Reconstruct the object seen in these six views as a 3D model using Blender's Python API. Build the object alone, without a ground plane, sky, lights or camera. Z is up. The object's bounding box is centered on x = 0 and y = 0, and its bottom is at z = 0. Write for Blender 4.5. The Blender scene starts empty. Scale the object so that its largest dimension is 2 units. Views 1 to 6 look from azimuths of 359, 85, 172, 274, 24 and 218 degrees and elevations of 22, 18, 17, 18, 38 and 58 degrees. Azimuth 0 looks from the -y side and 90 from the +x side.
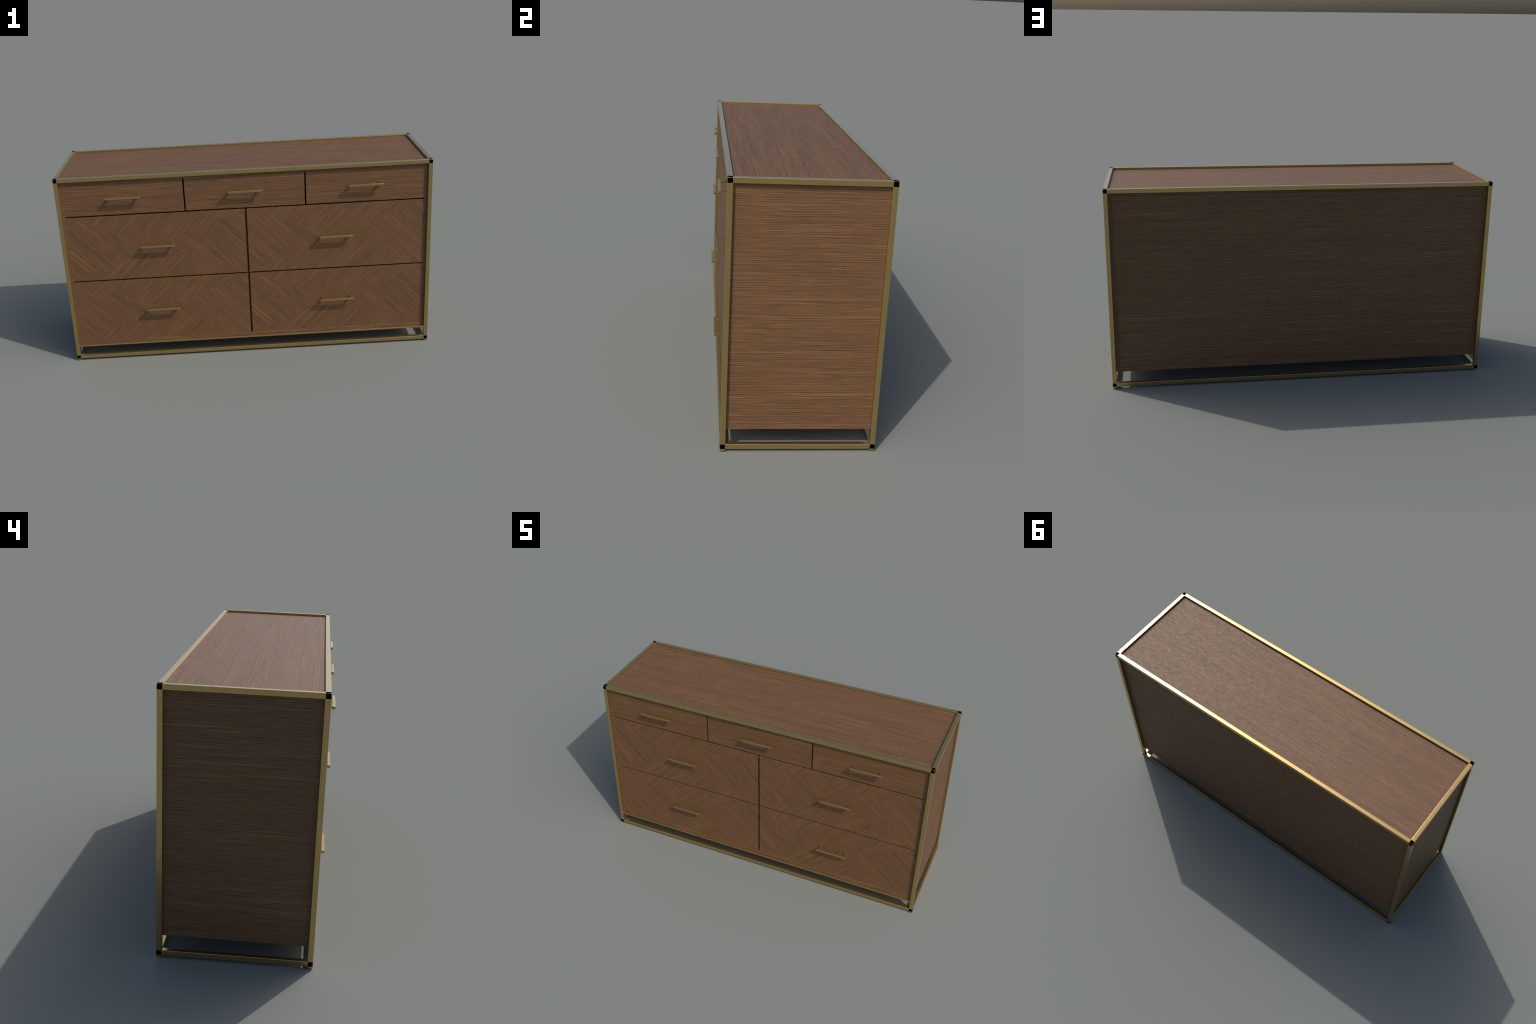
"""Walnut seven-drawer dresser in a slim brass tube frame."""
import bpy, bmesh
from mathutils import Vector

# ------------------------------------------------------------------ sizes (m)
W = 1.0                      # half width over the frame
Y_FRONT, Y_BACK = -0.2882, 0.3110
H = 1.0667
TUBE = 0.0212                # square brass tube
ROUND = 0.0019               # its edge rounding
FOOT = 0.0085                # posts stand this far below the bottom rails

CX = 0.9837                   # carcass half width
C_FRONT, C_BACK = -0.2720, 0.2918
C_TOP, C_BOTTOM = 1.0545, 0.0858
BOARD = 0.0217               # side boards
PLATE_TOP, PLATE_BOTTOM = 0.0236, 0.0222
LEDGE = 0.0008               # the bottom board stands out by this much
EASE = 0.0016                # eased board edges

GAP_H, GAP_TOP, GAP_MID = 0.0078, 0.0076, 0.0096
ROW_TOP, ROW_LOW = 0.8485, 0.4740     # heights of the two horizontal joints
FRONT_T = 0.020                       # thickness of a drawer front

HANDLE_L, HANDLE_H, HANDLE_D = 0.187, 0.0110, 0.0118
PITCH, WAVER = 0.0084, 0.0038         # veneer: line spacing, waviness
WOOD_ROUGH = 0.60
HANDLE_Y = -0.3110                    # foremost point of the whole piece


# ------------------------------------------------------------------ materials
def new_material(name):
    m = bpy.data.materials.new(name)
    m.use_nodes = True
    nt = m.node_tree
    nt.nodes.clear()
    out = nt.nodes.new("ShaderNodeOutputMaterial")
    b = nt.nodes.new("ShaderNodeBsdfPrincipled")
    nt.links.new(b.outputs[0], out.inputs[0])
    return m, nt, b


class Graph:
    """Tiny helper to write node maths in one line each."""
    def __init__(self, nt):
        self.nt = nt

    def put(self, sock, v):
        if hasattr(v, "is_output"):
            self.nt.links.new(v, sock)
        else:
            sock.default_value = v

    def math(self, op, a, b=0.0, c=0.0):
        n = self.nt.nodes.new("ShaderNodeMath")
        n.operation = op
        for s, v in zip(n.inputs, (a, b, c)):
            self.put(s, v)
        return n.outputs[0]

    def vec(self, x, y, z):
        n = self.nt.nodes.new("ShaderNodeCombineXYZ")
        for s, v in zip(n.inputs, (x, y, z)):
            self.put(s, v)
        return n.outputs[0]

    def noise(self, v, detail=2.0, rough=0.5, scale=1.0):
        n = self.nt.nodes.new("ShaderNodeTexNoise")
        n.inputs["Scale"].default_value = scale
        n.inputs["Detail"].default_value = detail
        n.inputs["Roughness"].default_value = rough
        self.put(n.inputs["Vector"], v)
        return n.outputs[0]

    def ramp(self, f, stops, mode="LINEAR"):
        n = self.nt.nodes.new("ShaderNodeValToRGB")
        n.color_ramp.interpolation = mode
        e = n.color_ramp.elements
        while len(e) < len(stops):
            e.new(0.5)
        for el, (p, c) in zip(e, stops):
            el.position = p
            el.color = (c, c, c, 1) if isinstance(c, (int, float)) else (*c, 1)
        self.put(n.inputs[0], f)
        return n.outputs[0]

    def mix(self, f, a, b, mode="MIX"):
        n = self.nt.nodes.new("ShaderNodeMix")
        n.data_type = "RGBA"
        n.blend_type = mode
        self.put(n.inputs["Factor"], f)
        for s, v in ((n.inputs["A"], a), (n.inputs["B"], b)):
            self.put(s, (*v, 1) if isinstance(v, tuple) else v)
        return n.outputs["Result"]


# walnut veneer tones
TONE_DARK = (0.050, 0.032, 0.018)
TONE_MID = (0.143, 0.069, 0.026)
TONE_LIGHT = (0.230, 0.117, 0.046)
TONE_RED = (0.146, 0.061, 0.026)
TONE_GREY = (0.100, 0.062, 0.034)


def veneer(name, seed, chevron=None):
    """Straight-grained walnut veneer: grain along x on level faces, level grain
    on upright ones.  With chevron=(half width, half height) the sheet is
    quartered corner to corner and the grain runs at 45 degrees, mirrored
    between the quarters."""
    m, nt, b = new_material(name)
    g = Graph(nt)
    tc = nt.nodes.new("ShaderNodeTexCoord")
    sp = nt.nodes.new("ShaderNodeSeparateXYZ")
    nt.links.new(tc.outputs["Object"], sp.inputs[0])
    x, y, z = sp.outputs
    if chevron:
        hw, hh = chevron
        u = g.math("DIVIDE", g.math("ABSOLUTE", x), hw)
        v = g.math("DIVIDE", g.math("ABSOLUTE", z), hh)
        left_right = g.math("GREATER_THAN", u, v)
        sign = g.math("MULTIPLY_ADD", left_right, 2.0, -1.0)
        zs = g.math("MULTIPLY", z, sign)
        r2 = 0.70711
        p = g.math("MULTIPLY", g.math("ADD", x, zs), r2)
        q = g.math("MULTIPLY", g.math("SUBTRACT", x, zs), r2)
        third = g.math("MULTIPLY", left_right, 3.7)      # another cut of veneer
    else:
        geo = nt.nodes.new("ShaderNodeNewGeometry")
        sn = nt.nodes.new("ShaderNodeSeparateXYZ")
        nt.links.new(geo.outputs["True Normal"], sn.inputs[0])
        level = g.math("GREATER_THAN", g.math("ABSOLUTE", sn.outputs[2]), 0.75)
        upright = g.math("SUBTRACT", 1.0, level)
        p = g.math("ADD", g.math("MULTIPLY", y, level), g.math("MULTIPLY", z, upright))
        q = g.math("ADD", x, g.math("MULTIPLY", y, upright))
        third = g.math("MULTIPLY", level, 2.9)
    third = g.math("ADD", third, seed * 7.31)

    # gentle waviness of the grain
    wob = g.noise(g.vec(g.math("MULTIPLY", p, 7.0), g.math("MULTIPLY", q, 6.0), third), 2.0)
    p = g.math("MULTIPLY_ADD", g.math("SUBTRACT", wob, 0.5), WAVER, p)

    def layer(fp, fq, off, detail=1.0, rough=0.5):
        n = g.noise(g.vec(g.math("MULTIPLY", p, fp), g.math("MULTIPLY", q, fq),
                          g.math("ADD", third, off)), detail, rough)
        return g.math("SUBTRACT", n, 0.5)

    # growth lines some 9 mm apart, their pitch drifting, each fading in and out
    drift = layer(38.0, 1.6, 21.0)
    phase = g.math("MULTIPLY_ADD", p, 6.2832 / PITCH, g.math("MULTIPLY", drift, 7.5))
    ring = g.math("SINE", phase)
    fade = g.math("MULTIPLY_ADD", layer(95.0, 3.5, 31.0), 1.3, 0.62)
    ring = g.math("MULTIPLY", ring, fade)
    line = layer(215.0, 2.4, 1.3, 2.0)               # irregular thinner lines
    fine = layer(390.0, 14.0, 5.1, 2.0)         # pores
    band = layer(42.0, 1.6, 9.2)                # broader bands

    val = g.math("MULTIPLY_ADD", ring, 0.27, 0.495)
    val = g.math("MULTIPLY_ADD", line, 0.85, val)
    val = g.math("MULTIPLY_ADD", fine, 0.95, val)
    val = g.math("MULTIPLY_ADD", band, 0.12, val)
    streak = layer(125.0, 1.3, 41.0)            # now and then one long pale line
    val = g.math("ADD", val, g.math("MULTIPLY", g.math("MAXIMUM", g.math("SUBTRACT", streak, 0.12), 0.0), 3.2))
    col = g.ramp(val, [(0.10, TONE_DARK), (0.50, TONE_MID), (0.95, TONE_LIGHT)])
    red = g.ramp(g.math("ADD", layer(70.0, 6.0, 13.7, 2.0), 0.5), [(0.48, 0.0), (0.68, 0.5)])
    col = g.mix(red, col, TONE_RED)
    grey = g.ramp(g.math("ADD", layer(100.0, 9.0, 17.7), 0.5), [(0.52, 0.0), (0.76, 0.4)])
    col = g.mix(grey, col, TONE_GREY)
    nt.links.new(col, b.inputs["Base Color"])
    # open pores are duller than the oiled wood between them
    pore = layer(170.0, 34.0, 51.0, 2.0)
    rough = g.math("MULTIPLY_ADD", g.math("MAXIMUM", pore, -0.15), 0.38, WOOD_ROUGH)
    nt.links.new(rough, b.inputs["Roughness"])
    b.inputs["Specular IOR Level"].default_value = 0.5
    return m


def brass():
    m, nt, b = new_material("brushed_brass")
    g = Graph(nt)
    tc = nt.nodes.new("ShaderNodeTexCoord")
    n = g.noise(tc.outputs["Object"], 3.0, 0.6, 9.0)
    col = g.mix(g.ramp(n, [(0.35, 0.0), (0.65, 1.0)]), (0.525, 0.378, 0.150), (0.545, 0.392, 0.157))
    nt.links.new(col, b.inputs["Base Color"])
    b.inputs["Metallic"].default_value = 0.90
    b.inputs["Roughness"].default_value = 0.20
    return m


def plain(name, col, rough, spec=0.5):
    m, nt, b = new_material(name)
    g = Graph(nt)
    tc = nt.nodes.new("ShaderNodeTexCoord")
    n = g.noise(tc.outputs["Object"], 2.0, 0.5, 60.0)
    nt.links.new(g.mix(n, tuple(c * 0.9 for c in col), tuple(c * 1.1 for c in col)), b.inputs["Base Color"])
    b.inputs["Roughness"].default_value = rough
    b.inputs["Specular IOR Level"].default_value = spec
    return m


# ------------------------------------------------------------------ geometry
def box_into(bm, lo, hi, r=0.0, axis=None, seg=3, keep=None):
    """Box with rounded edges; with axis set, only edges along that axis."""
    t = bmesh.new()
    bmesh.ops.create_cube(t, size=1.0)
    lo, hi = Vector(lo), Vector(hi)
    for v in t.verts:
        v.co = Vector((lo[i] + (v.co[i] + 0.5) * (hi[i] - lo[i]) for i in range(3)))
    if r > 0:
        edges = []
        for e in t.edges:
            d = (e.verts[1].co - e.verts[0].co)
            mid = (e.verts[1].co + e.verts[0].co) / 2
            if (axis is None or abs(d[axis]) > 1e-6) and not (keep and keep(mid)):
                edges.append(e)
        bmesh.ops.bevel(t, geom=edges, offset=r, segments=seg, profile=0.5, affect="EDGES")
    me = bpy.data.meshes.new("tmp")
    t.to_mesh(me)
    t.free()
    bm.from_mesh(me)
    bpy.data.meshes.remove(me)


def flat_face_normals(me):
    """Keep the broad faces flat in shading and let only the rounded edges turn."""
    def square_on(n):
        return max(abs(c) for c in n) > 0.999
    best, turn = {}, {}
    for f in me.polygons:
        if square_on(f.normal):
            for v in f.vertices:
                if v not in best or f.area > best[v][0]:
                    best[v] = (f.area, f.normal.copy())
        else:
            for v in f.vertices:
                turn[v] = turn.get(v, Vector()) + f.normal
    # vertices whose only square-on face is an end cap keep turning round the edge
    caps = {v: 0 for v in best}
    for f in me.polygons:
        if square_on(f.normal):
            for v in f.vertices:
                caps[v] += 1
    ends = {v for v in best if caps[v] == 1 and best[v][1].dot(turn.get(v, best[v][1]).normalized()) < 0.1}
    normals = [None] * len(me.loops)
    for f in me.polygons:
        own = square_on(f.normal)
        for li in f.loop_indices:
            v = me.loops[li].vertex_index
            if own or v not in best or v in ends:
                normals[li] = f.normal if own else turn[v].normalized()
            else:
                normals[li] = best[v][1]
    me.normals_split_custom_set([tuple(n) for n in normals])


def finish(bm, name, mat, parent, origin=(0, 0, 0), smooth=True):
    o = Vector(origin)
    for v in bm.verts:
        v.co -= o
    bmesh.ops.recalc_face_normals(bm, faces=list(bm.faces))
    me = bpy.data.meshes.new(name)
    bm.to_mesh(me)
    bm.free()
    me.materials.append(mat)
    if smooth:
        me.shade_smooth()
    ob = bpy.data.objects.new(name, me)
    bpy.context.scene.collection.objects.link(ob)
    if smooth:
        flat_face_normals(me)
    ob.parent = parent
    ob.location = o - (parent.location if parent.type == "MESH" else Vector((0, 0, 0)))
    return ob


def box(name, lo, hi, mat, parent, r=0.0, axis=None, origin=(0, 0, 0), seg=3, keep=None):
    bm = bmesh.new()
    box_into(bm, lo, hi, r, axis, seg, keep)
    return finish(bm, name, mat, parent, origin)


# ------------------------------------------------------------------ the dresser
root = bpy.data.objects.new("dresser", None)
bpy.context.scene.collection.objects.link(root)
root["label"] = "wide walnut dresser with slim brass frame and seven drawers"
root["category"] = "dresser"

BRASS = brass()
BLACK = plain("black_shading_painted", (0.0008, 0.0008, 0.0008), 0.95, 0.0)
DARK = plain("near_black_brown", (0.014, 0.009, 0.006), 0.9, 0.1)
WOOD_TOP = veneer("walnut_top", 1)
WOOD_SIDE = veneer("walnut_side", 2)
WOOD_BACK = veneer("walnut_back", 3)
WOOD_EDGE = veneer("walnut_edge", 4)

# --- frame: four posts, four rails top, four rails bottom, one slim front rail
k = W - TUBE                       # inner face of the posts in x
yf_in, yb_in = Y_FRONT + TUBE, Y_BACK - TUBE
for sx in (-1, 1):
    for y0, y1 in ((Y_FRONT, yf_in), (yb_in, Y_BACK)):
        xs = sorted((sx * k, sx * W))
        box("frame_post", (xs[0], y0, 0), (xs[1], y1, H), BRASS, root, ROUND)
j = ROUND                          # rails butt against the flat of the post
for z0, z1 in ((H - TUBE, H), (FOOT, FOOT + TUBE)):
    for y0, y1 in ((Y_FRONT, yf_in), (yb_in, Y_BACK)):
        box("frame_rail", (-k - j, y0, z0), (k + j, y1, z1), BRASS, root, ROUND, axis=0)
    for sx in (-1, 1):
        xs = sorted((sx * k, sx * W))
        box("frame_rail", (xs[0], yf_in - j, z0), (xs[1], yb_in + j, z1), BRASS, root, ROUND, axis=1)
box("shelf_rail", (-k, Y_FRONT + 0.0002, 0.0822), (k, C_FRONT - LEDGE - 0.0002, 0.0908), BRASS, root, 0.0014, axis=0)

# --- thin plates modelling the black shading where coplanar tube faces overlap
e0, proud, sunk = 0.0013, 0.00030, 0.0008
for sx in (-1, 1):
    for sy, yo in ((-1, Y_FRONT), (1, Y_BACK)):
        for z0, top in ((H - TUBE, True), (FOOT, False)):
            bm = bmesh.new()
            xa, xb = sorted((sx * (k + e0), sx * (W - e0)))
            ya, yb = sorted((yo - sy * (TUBE - e0), yo - sy * e0))
            za, zb = (z0 + e0, z0 + TUBE - e0)
            s = sorted((sx * (W - sunk), sx * (W + proud)))
            box_into(bm, (s[0], ya, za), (s[1], yb, zb))
            s = sorted((yo - sy * sunk, yo + sy * proud))
            box_into(bm, (xa, s[0], za), (xb, s[1], zb))
            if top:
                box_into(bm, (xa, ya, H - sunk), (xb, yb, H + proud))
            finish(bm, "corner_shade_plate", BLACK, root, smooth=False)

# --- carcass boards
box("bottom_panel", (-CX - LEDGE, C_FRONT - LEDGE, C_BOTTOM), (CX + LEDGE, C_BACK + LEDGE, C_BOTTOM + PLATE_BOTTOM), WOOD_EDGE, root, EASE * 1.3)
zb = C_BOTTOM + PLATE_BOTTOM
xin = CX - BOARD
for sx in (-1, 1):
    xs = sorted((sx * xin, sx * CX))
    box("side_panel", (xs[0], C_FRONT, zb), (xs[1], C_BACK, C_TOP), WOOD_SIDE, root, EASE * 0.8,
        keep=lambda m: m.y < C_FRONT + 1e-4)
box("top_panel", (-xin, C_FRONT, C_TOP - PLATE_TOP), (xin, C_BACK, C_TOP), WOOD_TOP, root, EASE,
    keep=lambda m: abs(abs(m.x) - xin) < 1e-4)
zt = C_TOP - PLATE_TOP
box("back_panel", (-xin, C_BACK - 0.018, zb), (xin, C_BACK, zt), WOOD_BACK, root, EASE)

# --- divider rails behind the joints, the cross one near-black brown
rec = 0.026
yd = C_FRONT + rec
box("divider", (-0.010, yd, zb), (0.010, C_BACK - 0.018, ROW_TOP - 0.010), WOOD_BACK, root)
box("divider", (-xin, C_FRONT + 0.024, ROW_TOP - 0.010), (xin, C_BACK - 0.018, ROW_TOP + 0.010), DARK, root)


# --- drawers with bar pulls
def handle(parent, cx, cz):
    bm = bmesh.new()
    y1 = HANDLE_Y + HANDLE_D
    box_into(bm, (cx - HANDLE_L / 2, HANDLE_Y, cz - HANDLE_H / 2),
             (cx + HANDLE_L / 2, y1, cz + HANDLE_H / 2), 0.0010)
    for s in (-1, 1):
        px = cx + s * 0.0772
        box_into(bm, (px - 0.0063, y1 - 0.001, cz - 0.0044),
                 (px + 0.0063, C_FRONT + 0.003, cz + 0.0044), 0.0009, axis=1)
    return finish(bm, "handle", BRASS, parent, origin=(cx, HANDLE_Y, cz))


def drawer(x0, x1, z0, z1, hz, mat):
    c = ((x0 + x1) / 2, C_FRONT, (z0 + z1) / 2)
    d = box("drawer", (x0, C_FRONT, z0), (x1, C_FRONT + FRONT_T, z1), mat, root,
            0.0007, origin=c, keep=lambda m: abs(abs(m.x) - edge) < 1e-4)
    handle(d, c[0], hz)
    return d


edge = xin - 0.0002
tg = 0.323                            # joints between the three upper drawers
cols = ((-edge, -tg - GAP_TOP / 2), (-tg + GAP_TOP / 2, tg - GAP_TOP / 2), (tg + GAP_TOP / 2, edge))
for i, (a, c) in enumerate(cols):
    drawer(a, c, ROW_TOP + GAP_H / 2, zt - 0.0003, 0.9522, veneer("walnut_drawer", 11 + i))
rows = ((ROW_LOW + GAP_H / 2, ROW_TOP - GAP_H / 2, 0.6704), (zb + 0.0003, ROW_LOW - GAP_H / 2, 0.2967))
for r, (z0, z1, hz) in enumerate(rows):
    for i, (a, c) in enumerate(((-edge, -GAP_MID / 2), (GAP_MID / 2, edge))):
        size = ((c - a) / 2, (z1 - z0) / 2)
        drawer(a, c, z0, z1, hz, veneer("walnut_chevron", 21 + (r + i) % 2 * 3.0, chevron=size))
